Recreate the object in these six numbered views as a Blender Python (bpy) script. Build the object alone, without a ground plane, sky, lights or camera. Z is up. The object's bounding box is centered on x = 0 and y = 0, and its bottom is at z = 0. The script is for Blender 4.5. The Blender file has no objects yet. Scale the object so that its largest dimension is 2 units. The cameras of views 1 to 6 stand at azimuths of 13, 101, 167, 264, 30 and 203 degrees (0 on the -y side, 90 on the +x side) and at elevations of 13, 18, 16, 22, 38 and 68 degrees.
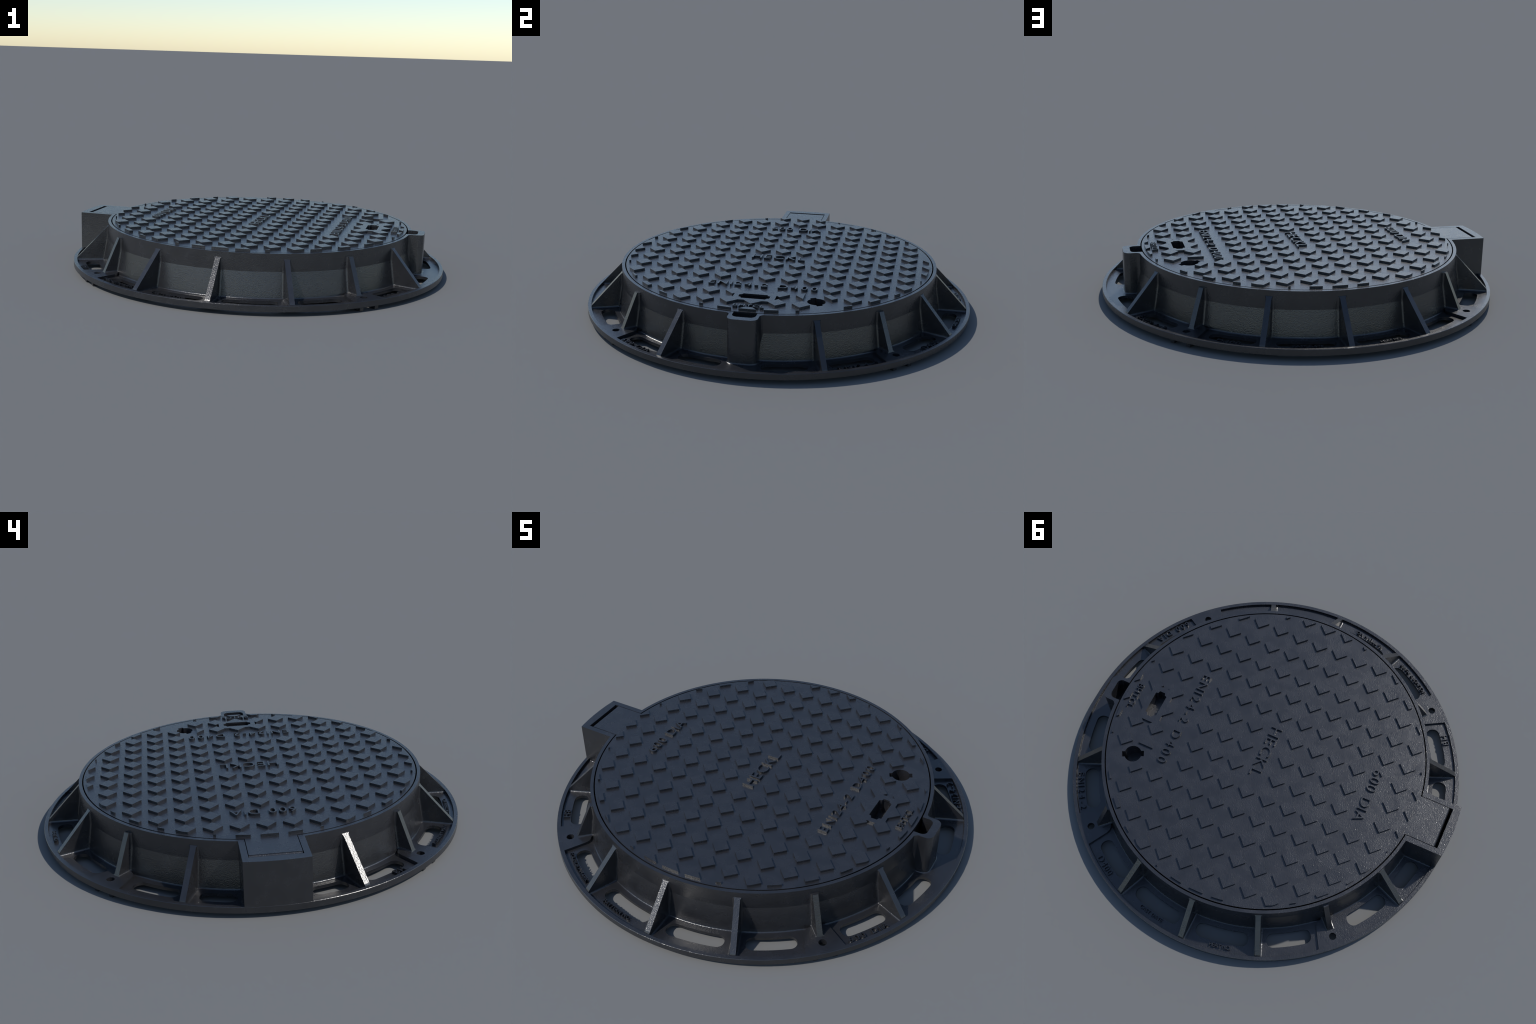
"""Cast-iron manhole cover: round hinged lid with raised diamond treads in a ribbed, flanged frame."""
import bpy, bmesh, math
from math import sin, cos, pi, radians, degrees, sqrt, atan2, hypot, asin

# ------------------------------------------------------------------ sizes (metres)
Z_TOP = 0.2467            # lid surface and frame rim
Z_TREAD = 0.2575          # top of treads
R_LID = 0.7965            # lid edge
R_GAP = 0.8025            # frame inner edge at the top
R_WALL = 0.8180           # frame outer wall, upper band
Z_BAND = 0.1605           # where the upper band ends and the wall flares
R_FOOT = 0.8385           # flared wall just above the fillet
R_FLANGE, R_RIM_IN = 1.0, 0.9815
Z_RIM, Z_FLOOR, Z_UNDER = 0.0493, 0.0350, 0.0200
R_FILLET = 0.0070
R_TREAD_CLIP = 0.782
PITCH, TREAD_HALF = 0.112, 0.0420
TREAD_OX, TREAD_OY = -0.0012, 0.0030
HINGE_HALF = 0.136
BOLT_ANGLES = (45, 135, 225, 315)
RIB_ANGLES = (22.5, 67.5, 90, 112.5, 157.5, 202.5, 247.5, 270, 292.5, 337.5)

# ------------------------------------------------------------------ materials
def iron(name, base, tint, rough, grain, coarse, bump, spec):
    m = bpy.data.materials.new(name); m.use_nodes = True
    nt = m.node_tree; N = nt.nodes; L = nt.links
    for n in list(N): N.remove(n)
    out = N.new('ShaderNodeOutputMaterial'); p = N.new('ShaderNodeBsdfPrincipled')
    L.new(p.outputs[0], out.inputs[0])
    tc = N.new('ShaderNodeNewGeometry')
    def noise(scale, detail, rgh=0.5):
        n = N.new('ShaderNodeTexNoise'); n.inputs['Scale'].default_value = scale
        n.inputs['Detail'].default_value = detail; n.inputs['Roughness'].default_value = rgh
        L.new(tc.outputs['Position'], n.inputs['Vector']); return n.outputs['Fac']
    def math(op, a, b):
        n = N.new('ShaderNodeMath'); n.operation = op
        for i, v in enumerate((a, b)):
            if isinstance(v, (int, float)): n.inputs[i].default_value = v
            else: L.new(v, n.inputs[i])
        return n.outputs[0]
    # soft mottling: slightly oilier and drier patches of the paint
    patch = noise(15.0, 3.0, 0.55)
    ramp = N.new('ShaderNodeValToRGB')
    e = ramp.color_ramp.elements
    e[0].position, e[0].color = 0.34, (*base, 1)
    e[1].position, e[1].color = 0.62, (*tint, 1)
    L.new(patch, ramp.inputs[0]); L.new(ramp.outputs[0], p.inputs['Base Color'])
    r = math('ADD', math('MULTIPLY', patch, 0.12), rough - 0.06)
    L.new(r, p.inputs['Roughness'])
    p.inputs['Specular IOR Level'].default_value = spec
    # sand-cast grain
    g1 = noise(grain, 1.5, 0.5); g2 = noise(coarse, 2.0, 0.5)
    h = math('ADD', math('MULTIPLY', g1, 0.75), math('MULTIPLY', g2, 0.22))
    b = N.new('ShaderNodeBump'); b.inputs['Strength'].default_value = bump
    b.inputs['Distance'].default_value = 0.0022
    L.new(h, b.inputs['Height']); L.new(b.outputs[0], p.inputs['Normal'])
    return m

IRON_LID = iron('black_cast_iron_lid', (0.0165, 0.0167, 0.0190), (0.0210, 0.0212, 0.0240), 0.270, 235, 80, 0.52, 0.85)
IRON_FRAME = iron('black_cast_iron_frame', (0.0155, 0.0158, 0.0180), (0.0195, 0.0199, 0.0225), 0.262, 235, 70, 0.50, 0.84)

# ------------------------------------------------------------------ mesh helpers
def finish(me, mat, angle=32):
    bm = bmesh.new(); bm.from_mesh(me)
    bmesh.ops.remove_doubles(bm, verts=bm.verts, dist=1e-5)
    bmesh.ops.recalc_face_normals(bm, faces=bm.faces)
    bm.to_mesh(me); bm.free()
    for p in me.polygons: p.use_smooth = True
    me.set_sharp_from_angle(angle=radians(angle))
    me.materials.clear(); me.materials.append(mat)
    return me

def obj(name, me, parent=None):
    o = bpy.data.objects.new(name, me)
    bpy.context.scene.collection.objects.link(o)
    if parent: o.parent = parent
    return o

def plate(name, loops, z0, z1, mat):
    """Flat plate: first loop is the outline, the others are holes."""
    cu = bpy.data.curves.new(name, 'CURVE'); cu.dimensions = '2D'; cu.fill_mode = 'BOTH'
    cu.extrude = (z1 - z0) / 2
    for pts in loops:
        s = cu.splines.new('POLY'); s.points.add(len(pts) - 1); s.use_cyclic_u = True
        for q, (x, y) in zip(s.points, pts): q.co = (x, y, 0, 1)
    o = bpy.data.objects.new(name, cu); bpy.context.scene.collection.objects.link(o)
    dg = bpy.context.evaluated_depsgraph_get()
    me = bpy.data.meshes.new_from_object(o.evaluated_get(dg))
    bpy.data.objects.remove(o); bpy.data.curves.remove(cu)
    for v in me.vertices: v.co.z += (z0 + z1) / 2
    me.name = name
    return finish(me, mat)

def stack(name, levels, mat, angle=32):
    """Loft closed outlines of equal count, given as (z, points), with capped ends."""
    bm = bmesh.new(); rings = []
    for z, pts in levels:
        rings.append([bm.verts.new((x, y, z)) for x, y in pts])
    n = len(rings[0])
    for a, b in zip(rings, rings[1:]):
        for i in range(n): bm.faces.new((a[i], a[(i + 1) % n], b[(i + 1) % n], b[i]))
    bm.faces.new(list(reversed(rings[0]))); bm.faces.new(rings[-1])
    me = bpy.data.meshes.new(name); bm.to_mesh(me); bm.free()
    return finish(me, mat, angle)

def revolve(name, profile, mat, steps=256):
    bm = bmesh.new(); rings = []
    for i in range(steps):
        a = 2 * pi * i / steps
        rings.append([bm.verts.new((r * cos(a), r * sin(a), z)) for r, z in profile])
    n = len(profile)
    for i in range(steps):
        A, B = rings[i], rings[(i + 1) % steps]
        for k in range(n): bm.faces.new((A[k], B[k], B[(k + 1) % n], A[(k + 1) % n]))
    me = bpy.data.meshes.new(name); bm.to_mesh(me); bm.free()
    return finish(me, mat)

def boolean(target, tool, op):
    m = target.modifiers.new('b', 'BOOLEAN'); m.operation = op; m.object = tool; m.solver = 'EXACT'
    dg = bpy.context.evaluated_depsgraph_get()
    me = bpy.data.meshes.new_from_object(target.evaluated_get(dg))
    target.modifiers.clear(); target.data = me
    bpy.data.objects.remove(tool)

def arc(r, a0, a1, n, cx=0, cy=0):
    return [(cx + r * cos(radians(a0 + (a1 - a0) * i / n)), cy + r * sin(radians(a0 + (a1 - a0) * i / n))) for i in range(n + 1)]

def circle(r, n, cx=0, cy=0):
    return [(cx + r * cos(2 * pi * i / n), cy + r * sin(2 * pi * i / n)) for i in range(n)]

def fillet(d, R):
    """Extra thickness of a concave fillet at distance d from the other face."""
    return 0.0 if d >= R else R - sqrt(max(0.0, R * R - (R - max(d, 0.0)) ** 2))

def wall_r(z):
    """Outer radius of the frame wall at height z (without the floor fillet)."""
    return R_WALL if z >= Z_BAND else R_WALL + (R_FOOT - R_WALL) * (Z_BAND - z) / (Z_BAND - 0.045)

# ------------------------------------------------------------------ the thing
root = bpy.data.objects.new('manhole_cover', None)
bpy.context.scene.collection.objects.link(root)
root['label'] = 'round black cast iron manhole cover with ribbed frame'
root['category'] = 'manhole cover'

# ------------------------------------------------------------------ frame: wall, hinge housing, lifting lug
prof = [(R_GAP - 0.002, Z_TOP), (R_WALL, Z_TOP), (R_WALL, Z_BAND)]
foot = wall_r(Z_FLOOR + R_FILLET)
prof.append((foot, Z_FLOOR + R_FILLET))
for i in range(1, 7):
    t = pi / 2 * i / 6
    prof.append((foot + R_FILLET * (1 - cos(t)), Z_FLOOR + R_FILLET * (1 - sin(t)) + 0.0003))
prof += [(foot + R_FILLET, 0.0275), (0.83, 0.0212), (0.772, 0.0212), (0.772, 0.090), (R_GAP - 0.002, 0.090)]
frame = obj('frame', revolve('frame', prof, IRON_FRAME), root)

def hinge_outline(e):
    h = HINGE_HALF + e
    R = R_FLANGE - 0.0006
    a = degrees(asin(h / R))
    return [(-0.79, h)] + [(-0.90, h)] + [(-R * cos(radians(t)), R * sin(radians(t))) for t in [a - 2 * a * i / 16 for i in range(17)]] + [(-0.90, -h), (-0.79, -h)]
levels = [(0.0208, hinge_outline(R_FILLET)), (Z_FLOOR, hinge_outline(R_FILLET))]
for i in range(1, 6):
    d = R_FILLET * (i / 5.0) ** 1.5
    levels.append((Z_FLOOR + d, hinge_outline(fillet(d, R_FILLET))))
levels.append((Z_TOP, hinge_outline(0)))
boolean(frame, obj('hinge_tool', stack('hinge_tool', levels, IRON_FRAME)), 'UNION')

def lug_outline(e, top=False):
    h, xo, r = 0.0695 + e, 0.8920 + e, 0.031 + e
    side = [(0.785, h + 0.012), (R_WALL - 0.003, h + 0.012), (R_WALL + 0.0015, h + 0.0065), (R_WALL + 0.006, h + 0.0022), (R_WALL + 0.013, h)]
    corner = arc(r, 90, 0, 8, xo - r, h - r)
    half = side + corner
    return half + [(x, -y) for x, y in reversed(half)]
levels = [(0.0208, lug_outline(R_FILLET)), (Z_FLOOR, lug_outline(R_FILLET))]
for i in range(1, 6):
    d = R_FILLET * (i / 5.0) ** 1.5
    levels.append((Z_FLOOR + d, lug_outline(fillet(d, R_FILLET))))
levels.append((Z_TOP, lug_outline(0)))
boolean(frame, obj('lug_tool', stack('lug_tool', levels, IRON_FRAME)), 'UNION')

# recess for the hinge tab, and the hollow of the lug
rec = [(-0.79, 0.1095), (-0.9575, 0.1095), (-0.9575, -0.1095), (-0.79, -0.1095)]
boolean(frame, obj('recess_tool', stack('recess_tool', [(0.030, rec), (0.30, rec)], IRON_FRAME)), 'DIFFERENCE')
h, xo, r = 0.0540, 0.8575, 0.025
half = [(0.79, h)] + arc(r, 90, 0, 6, xo - r, h - r)
hollow = half + [(x, -y) for x, y in reversed(half)]
boolean(frame, obj('hollow_tool', stack('hollow_tool', [(0.118, hollow), (0.30, hollow)], IRON_FRAME)), 'DIFFERENCE')
boolean(frame, obj('bore_tool', stack('bore_tool', [(0.0903, circle(R_GAP, 256)), (0.30, circle(R_GAP, 256))], IRON_FRAME)), 'DIFFERENCE')
frame.data.name = 'frame'; finish(frame.data, IRON_FRAME)
for e in frame.data.edges:                     # crisp line where the wall starts to flare
    a, b = (frame.data.vertices[i].co for i in e.vertices)
    if abs(a.z - Z_BAND) < 1e-4 and abs(b.z - Z_BAND) < 1e-4: e.use_edge_sharp = True

# ------------------------------------------------------------------ flange
def slot_loop(a0, a1, r0=0.868, r1=0.9380):
    """Curved oblong hole with rounded ends."""
    c = 0.0325
    pts = []
    def corner(rr, aa, sr, sa):
        # centre of the corner circle, then a quarter arc in the local (radial, tangential) axes
        rc = rr - sr * c; ac = radians(aa) - sa * c / rc
        out = []
        for i in range(9):
            t = pi / 2 * i / 8
            dr, dt = sr * c * cos(t), sa * c * sin(t)
            out.append(((rc + dr) * cos(ac) - dt * sin(ac), (rc + dr) * sin(ac) + dt * cos(ac)))
        return out
    d = degrees(c / 0.9)
    pts += corner(r1, a1, 1, 1)
    pts += list(reversed(corner(r0, a1, -1, 1)))
    pts += arc(r0, a1 - d, a0 + d, 12)[1:-1]
    pts += corner(r0, a0, -1, -1)
    pts += list(reversed(corner(r1, a0, 1, -1)))
    pts += arc(r1, a0 + d, a1 - d, 12)[1:-1]
    return pts

SLOTS = [(5.7, 18.9), (25.1, 38.9), (51.1, 64.9), (70.5, 87.1), (92.9, 109.5), (115.1, 128.9), (141.1, 154.9), (160.3, 170.3)]
slots = []
for a0, a1 in SLOTS:
    r1 = 0.9395 if a0 < 10 else 0.937
    slots += [slot_loop(a0, a1, r1=r1), slot_loop(-a1, -a0, r1=r1)]
bolts = [circle(0.0178, 28, 0.9415 * cos(radians(a)), 0.9415 * sin(radians(a))) for a in BOLT_ANGLES]
flange = obj('flange', plate('flange', [circle(0.990, 256), circle(0.80, 256)] + slots + bolts, Z_UNDER + 0.0004, Z_FLOOR, IRON_FRAME), frame)

rim_prof = [(R_RIM_IN + 0.0012, Z_UNDER), (R_FLANGE - 0.001, Z_UNDER), (R_FLANGE, Z_UNDER + 0.001), (R_FLANGE, Z_RIM - 0.0015), (R_FLANGE - 0.0015, Z_RIM),
            (R_RIM_IN + 0.0005, Z_RIM), (R_RIM_IN, Z_RIM - 0.0006), (R_RIM_IN, Z_FLOOR + 0.002), (R_RIM_IN - 0.002, Z_FLOOR - 0.001), (R_RIM_IN - 0.002, Z_UNDER + 0.003)]
obj('flange_rim', revolve('flange_rim', rim_prof, IRON_FRAME), frame)

# raised pads that carry the bolt holes (built at angle 0 and turned)
def pad_mesh():
    w = lambda r: 0.0590 + (r - 0.873) * 0.262
    side = [(r, w(r)) for r in (0.9825, 0.95, 0.91, 0.878)]
    inner = [(0.868, 0.0565), (0.858, 0.0500), (0.850, 0.0400), (0.845, 0.026), (0.838, 0.020), (0.81, 0.020)]
    half = side + inner
    out = arc(0.9825, -degrees(w(0.9825) / 0.9825), degrees(w(0.9825) / 0.9825), 10)[1:-1]
    loop = half + [(x, -y) for x, y in reversed(half)] + out
    return plate('bolt_pad', [loop, circle(0.0176, 28, 0.9415, 0)], Z_UNDER + 0.0008, Z_RIM - 0.0003, IRON_FRAME)
pad = pad_mesh()
for a in BOLT_ANGLES:
    o = obj('bolt_pad', pad, frame); o.rotation_euler.z = radians(a)

# feet: two short bars under each bolt pad
foot_pts = [(0.986, 0.0105), (0.86, 0.0105), (0.86, -0.0105), (0.986, -0.0105)]
foot_me = stack('foot', [(0.0, [(x, y * 0.96) for x, y in foot_pts]), (Z_UNDER + 0.003, foot_pts)], IRON_FRAME)
for a in BOLT_ANGLES:
    for s in (-1, 1):
        o = obj('foot', foot_me, frame); o.rotation_euler.z = radians(a)
        o.location = (-s * 0.0435 * sin(radians(a)), s * 0.0435 * cos(radians(a)), 0)

# ------------------------------------------------------------------ ribs
def rib_mesh(name, top_line, z_base, half=0.0124, R=0.0095, nz=26, nr=18):
    """Upright web against the wall. top_line(z) is the outer radius at height z."""
    bm = bmesh.new(); zt = 0.2200
    zs = [z_base + R * (i / 8.0) ** 1.6 for i in range(9)]
    zs = [z_base - 0.006] + zs + [zs[-1] + (zt - zs[-1]) * i / nz for i in range(1, nz + 1)]
    grid = {}
    for j, z in enumerate(zs):
        rw = wall_r(z); ro = max(top_line(z), rw + 0.0005)
        ru = [rw - 0.006] + [rw + min(R, ro - rw) * (i / 8.0) ** 1.6 for i in range(9)]
        ru += [ru[-1] + (ro - ru[-1]) * i / nr for i in range(1, nr + 1)]
        for i, r in enumerate(ru):
            e = half + max(fillet(r - rw, R), fillet(z - z_base, R))
            if j > len(zs) - 3: e = max(e, half + fillet(r - rw, R))
            for s in (-1, 1): grid[i, j, s] = bm.verts.new((r, s * e, z))
    ni, nj = 10 + nr, len(zs)
    q = lambda a, b, c, d: bm.faces.new((a, b, c, d))
    for s in (-1, 1):
        for i in range(ni - 1):
            for j in range(nj - 1):
                q(grid[i, j, s], grid[i + 1, j, s], grid[i + 1, j + 1, s], grid[i, j + 1, s])
    for j in range(nj - 1):
        q(grid[ni - 1, j, -1], grid[ni - 1, j, 1], grid[ni - 1, j + 1, 1], grid[ni - 1, j + 1, -1])
        q(grid[0, j, -1], grid[0, j, 1], grid[0, j + 1, 1], grid[0, j + 1, -1])
    for i in range(ni - 1):
        q(grid[i, nj - 1, -1], grid[i, nj - 1, 1], grid[i + 1, nj - 1, 1], grid[i + 1, nj - 1, -1])
        q(grid[i, 0, -1], grid[i, 0, 1], grid[i + 1, 0, 1], grid[i + 1, 0, -1])
    me = bpy.data.meshes.new(name); bm.to_mesh(me); bm.free()
    return finish(me, IRON_FRAME, 40)

long_line = lambda z: 0.9815 if z <= Z_RIM + 0.0008 else 0.9815 - (z - Z_RIM - 0.0008) * (0.9815 - 0.8195) / (0.2200 - Z_RIM - 0.0008)
short_line = lambda z: 0.908 - (z - Z_RIM) * (0.908 - 0.8300) / (0.2200 - Z_RIM)
long_rib = rib_mesh('rib', long_line, Z_FLOOR)
short_rib = rib_mesh('short_rib', short_line, Z_RIM)
for a in RIB_ANGLES:
    o = obj('rib', long_rib, frame); o.rotation_euler.z = radians(a)
for a in BOLT_ANGLES:
    o = obj('short_rib', short_rib, frame); o.rotation_euler.z = radians(a)

# ------------------------------------------------------------------ lid
KX, KY = 0.5970, 0.2878                        # keyhole
KA = radians(25.8)
def keyhole():
    r, w, l = 0.0425, 0.0145, 0.0545
    b = degrees(asin(w / r)); pts = []
    pts += [(l, -w), (l, w)] + arc(r, b, 180 - b, 24) + [(-l, w), (-l, -w)] + arc(r, 180 + b, 360 - b, 24)
    return [(KX + x * cos(KA) - y * sin(KA), KY + x * sin(KA) + y * cos(KA)) for x, y in pts]
SX, SY = 0.6170, -0.0005                       # lifting slot
def slot_hole():
    q = [(0.0300, 0.0575), (0.0190, 0.0610), (0.0140, 0.0735), (-0.0140, 0.0735), (-0.0190, 0.0610), (-0.0300, 0.0575)]
    q += [(-x, -y) for x, y in q]
    return [(SX + x, SY + y) for x, y in q]

ah = degrees(asin(0.1065 / R_LID))
lid_loop = [(-0.937, -0.1065)] + arc(R_LID, -180 + ah, 180 - ah, 280) + [(-0.937, 0.1065)]
lid = obj('lid', plate('lid', [lid_loop, keyhole(), slot_hole()], Z_TOP - 0.0090, Z_TOP, IRON_LID), root)
obj('lid_body', plate('lid_body', [circle(0.793, 200), keyhole(), slot_hole()], 0.1100, Z_TOP - 0.0085, IRON_LID), lid)

# the hinge tab ends in a rounded nose
nose = [(-0.930, 0.222), (-0.930, Z_TOP - 0.0001)] + [(-0.929 - 0.015 * sin(radians(t)), Z_TOP - 0.0151 + 0.015 * cos(radians(t))) for t in range(0, 91, 10)] + [(-0.944, 0.222)]
bm = bmesh.new()
A = [bm.verts.new((x, -0.1065, z)) for x, z in nose]; B = [bm.verts.new((x, 0.1065, z)) for x, z in nose]
n = len(nose)
for i in range(n): bm.faces.new((A[i], A[(i + 1) % n], B[(i + 1) % n], B[i]))
bm.faces.new(A); bm.faces.new(list(reversed(B)))
me = bpy.data.meshes.new('hinge_nose'); bm.to_mesh(me); bm.free()
obj('hinge_nose', finish(me, IRON_LID), lid)

# sockets under the two openings
def socket(name, loop, z_floor, grow):
    cx = sum(p[0] for p in loop) / len(loop); cy = sum(p[1] for p in loop) / len(loop)
    big = [(cx + (x - cx) * grow, cy + (y - cy) * grow) for x, y in loop]
    bm = bmesh.new()
    a = [bm.verts.new((x, y, 0.2300)) for x, y in big]; b = [bm.verts.new((x, y, z_floor)) for x, y in big]
    n = len(a)
    for i in range(n): bm.faces.new((a[i], b[i], b[(i + 1) % n], a[(i + 1) % n]))
    bm.faces.new(b)
    me = bpy.data.meshes.new(name); bm.to_mesh(me); bm.free()
    o = obj(name, finish(me, IRON_LID), lid)
    return o
socket('key_socket', keyhole(), 0.156, 0.995)
socket('slot_socket', slot_hole(), 0.186, 0.995)

# raised surround of the lifting slot
PX0, PX1, PY0, PY1 = 0.5600, 0.6700, -0.0985, 0.0995
obj('slot_surround', plate('slot_surround', [[(PX0, PY0), (PX1, PY0), (PX1, PY1), (PX0, PY1)], slot_hole()], Z_TOP - 0.002, Z_TREAD, IRON_LID), lid)

# ------------------------------------------------------------------ treads: square lattice of raised diamonds, cut by the edge and the openings
def clip(poly, nx, ny, d):
    """Keep the part of a convex polygon where nx*x + ny*y <= d."""
    out = []
    for i in range(len(poly)):
        p, q = poly[i], poly[(i + 1) % len(poly)]
        a, b = nx * p[0] + ny * p[1] - d, nx * q[0] + ny * q[1] - d
        if a <= 0: out.append(p)
        if a * b < 0:
            t = a / (a - b); out.append((p[0] + t * (q[0] - p[0]), p[1] + t * (q[1] - p[1])))
    return out
def area(p):
    return 0.5 * abs(sum(p[i][0] * p[(i + 1) % len(p)][1] - p[(i + 1) % len(p)][0] * p[i][1] for i in range(len(p)))) if len(p) > 2 else 0

diamond = [(TREAD_HALF, 0), (0, TREAD_HALF), (-TREAD_HALF, 0), (0, -TREAD_HALF)]
full = stack('tread', [(Z_TOP - 0.002, diamond), (Z_TREAD, diamond)], IRON_LID)
NO_TREAD = {(4, k) for k in range(-2, 3)} | {(0, k) for k in (-1, 0, 1)} | {(-5, k) for k in (-1, 0, 1)} | {(6, 3)}
for i in range(-7, 8):
    for k in range(-7, 8):
        if (i, k) in NO_TREAD: continue
        cx, cy = TREAD_OX + PITCH * i, TREAD_OY + PITCH * k
        poly = [(cx + x, cy + y) for x, y in diamond]
        if min(hypot(*p) for p in poly) > R_TREAD_CLIP: continue
        pieces = [poly]
        if max(hypot(*p) for p in poly) > R_TREAD_CLIP:
            for t in range(180):
                a = 2 * pi * t / 180
                pieces = [clip(p, cos(a), sin(a), R_TREAD_CLIP) for p in pieces if len(p) > 2]
        if i == 7 and abs(k) <= 1: pieces = [clip(p, -1, 0, -0.7575) for p in pieces]
        if (i, k) == (5, 2): pieces = [clip(p, 0, 1, 0.2245) for p in pieces]
        if (i, k) == (5, 3): pieces = [clip(p, 1, -1, 0.2255) for p in pieces]
        if i in (5, 6) and abs(k) <= 1:            # the slot surround swallows the inner parts
            s = 1 if i == 5 else -1; edge = PX0 if i == 5 else PX1
            new = [clip(p, s, 0, s * edge) for p in pieces]
            rest = [clip(p, -s, 0, -s * edge) for p in pieces]
            if k == 1: new += [clip(p, 0, -1, -PY1) for p in rest]
            if k == -1: new += [clip(p, 0, 1, PY0) for p in rest]
            pieces = new
        pieces = [p for p in pieces if area(p) > 2e-5]
        if not pieces: continue
        if pieces == [poly]:
            o = obj('tread', full, lid); o.location = (cx, cy, 0)
        else:
            bm = bmesh.new()
            for p in pieces:
                p = [v for j, v in enumerate(p) if hypot(v[0] - p[j - 1][0], v[1] - p[j - 1][1]) > 1e-4]
                if len(p) < 3: continue
                a = [bm.verts.new((x - cx, y - cy, Z_TOP - 0.002)) for x, y in p]
                b = [bm.verts.new((x - cx, y - cy, Z_TREAD)) for x, y in p]
                m = len(a)
                for j in range(m): bm.faces.new((a[j], a[(j + 1) % m], b[(j + 1) % m], b[j]))
                bm.faces.new(b); bm.faces.new(list(reversed(a)))
            me = bpy.data.meshes.new('tread'); bm.to_mesh(me); bm.free()
            o = obj('tread', finish(me, IRON_LID, 20), lid); o.location = (cx, cy, 0)

# ------------------------------------------------------------------ lettering
_glyphs = {}
def glyph(ch, cap, depth, mat, bold, squeeze):
    key = (ch, cap, depth, mat.name, squeeze)
    if key not in _glyphs:
        cu = bpy.data.curves.new('letter', 'FONT'); cu.body = ch; cu.size = 1.0
        cu.offset = bold; cu.resolution_u = 4; cu.extrude = 0.1
        o = bpy.data.objects.new('letter', cu); bpy.context.scene.collection.objects.link(o)
        dg = bpy.context.evaluated_depsgraph_get()
        me = bpy.data.meshes.new_from_object(o.evaluated_get(dg))
        bpy.data.objects.remove(o); bpy.data.curves.remove(cu)
        k = cap / CAP
        x0 = min(v.co.x for v in me.vertices); x1 = max(v.co.x for v in me.vertices)
        for v in me.vertices:
            v.co.x = (v.co.x - (x0 + x1) / 2) * k * squeeze
            v.co.y *= k
            v.co.z = depth if v.co.z > 0 else -0.002
        finish(me, mat, 35); me.name = 'letter'
        _glyphs[key] = (me, (x1 - x0) * k * squeeze)
    return _glyphs[key]
def measure_cap():
    cu = bpy.data.curves.new('m', 'FONT'); cu.body = 'H'; cu.size = 1.0
    o = bpy.data.objects.new('m', cu); bpy.context.scene.collection.objects.link(o)
    dg = bpy.context.evaluated_depsgraph_get(); me = bpy.data.meshes.new_from_object(o.evaluated_get(dg))
    c = max(v.co.y for v in me.vertices); bpy.data.objects.remove(o); bpy.data.curves.remove(cu); return c
CAP = measure_cap()

def layout(text, cap, depth, mat, span, bold=-0.003, squeeze=1.0, space=0.42):
    """Letters set to an exact total width; returns (mesh, offset from the middle)."""
    items = [(c, *(glyph(c, cap, depth, mat, bold, squeeze) if c != ' ' else (None, space * cap))) for c in text]
    gap = (span - sum(w for _, _, w in items)) / (len(items) - 1)
    x = -span / 2; out = []
    for c, me, w in items:
        if me: out.append((me, x + w / 2))
        x += w + gap
    return out

def straight(text, x_base, cap, y0, y1, **kw):
    for me, off in layout(text, cap, Z_TREAD - Z_TOP, IRON_LID, y1 - y0, **kw):
        o = obj('letter', me, lid); o.location = (x_base, (y0 + y1) / 2 + off, Z_TOP); o.rotation_euler.z = pi / 2

def curved(text, r_base, cap, a0, a1, depth, **kw):
    rm = r_base - cap / 2
    for me, off in layout(text, cap, depth, IRON_FRAME, radians(a1 - a0) * rm, **kw):
        a = radians((a0 + a1) / 2) + off / rm
        o = obj('letter', me, frame); o.location = (r_base * cos(a), r_base * sin(a), Z_FLOOR); o.rotation_euler.z = a + pi / 2

straight('HECKL', 0.0290, 0.0560, -0.141, 0.141, squeeze=1.10)
straight('600 DIA', -0.5290, 0.0490, -0.143, 0.145, squeeze=1.10)
straight('EN124-2 D400', 0.4730, 0.0445, -0.258, 0.272, squeeze=1.12)
straight('BHTCL', 0.7510, 0.0295, -0.072, 0.071, squeeze=1.05)
curved('600 DIA', 0.9765, 0.0290, -38.4, -27.0, 0.0115)
curved('EN124-2', 0.9735, 0.0300, 26.6, 38.6, 0.0115)
curved('D400', 0.9735, 0.0310, 55.0, 61.5, 0.011)
curved('CAST DATE', 0.9605, 0.0170, 74.9, 82.9, 0.0125)
curved('HEAT NO.', 0.9660, 0.0190, 98.4, 104.7, 0.0125)
curved('PATTERN NO.', 0.9605, 0.0170, -106.9, -96.7, 0.0115)
curved('FOUNDRY MARK', 0.9605, 0.0170, -128.1, -115.7, 0.016)
curved('BH', 0.9720, 0.0310, -147.5, -144.2, 0.01)
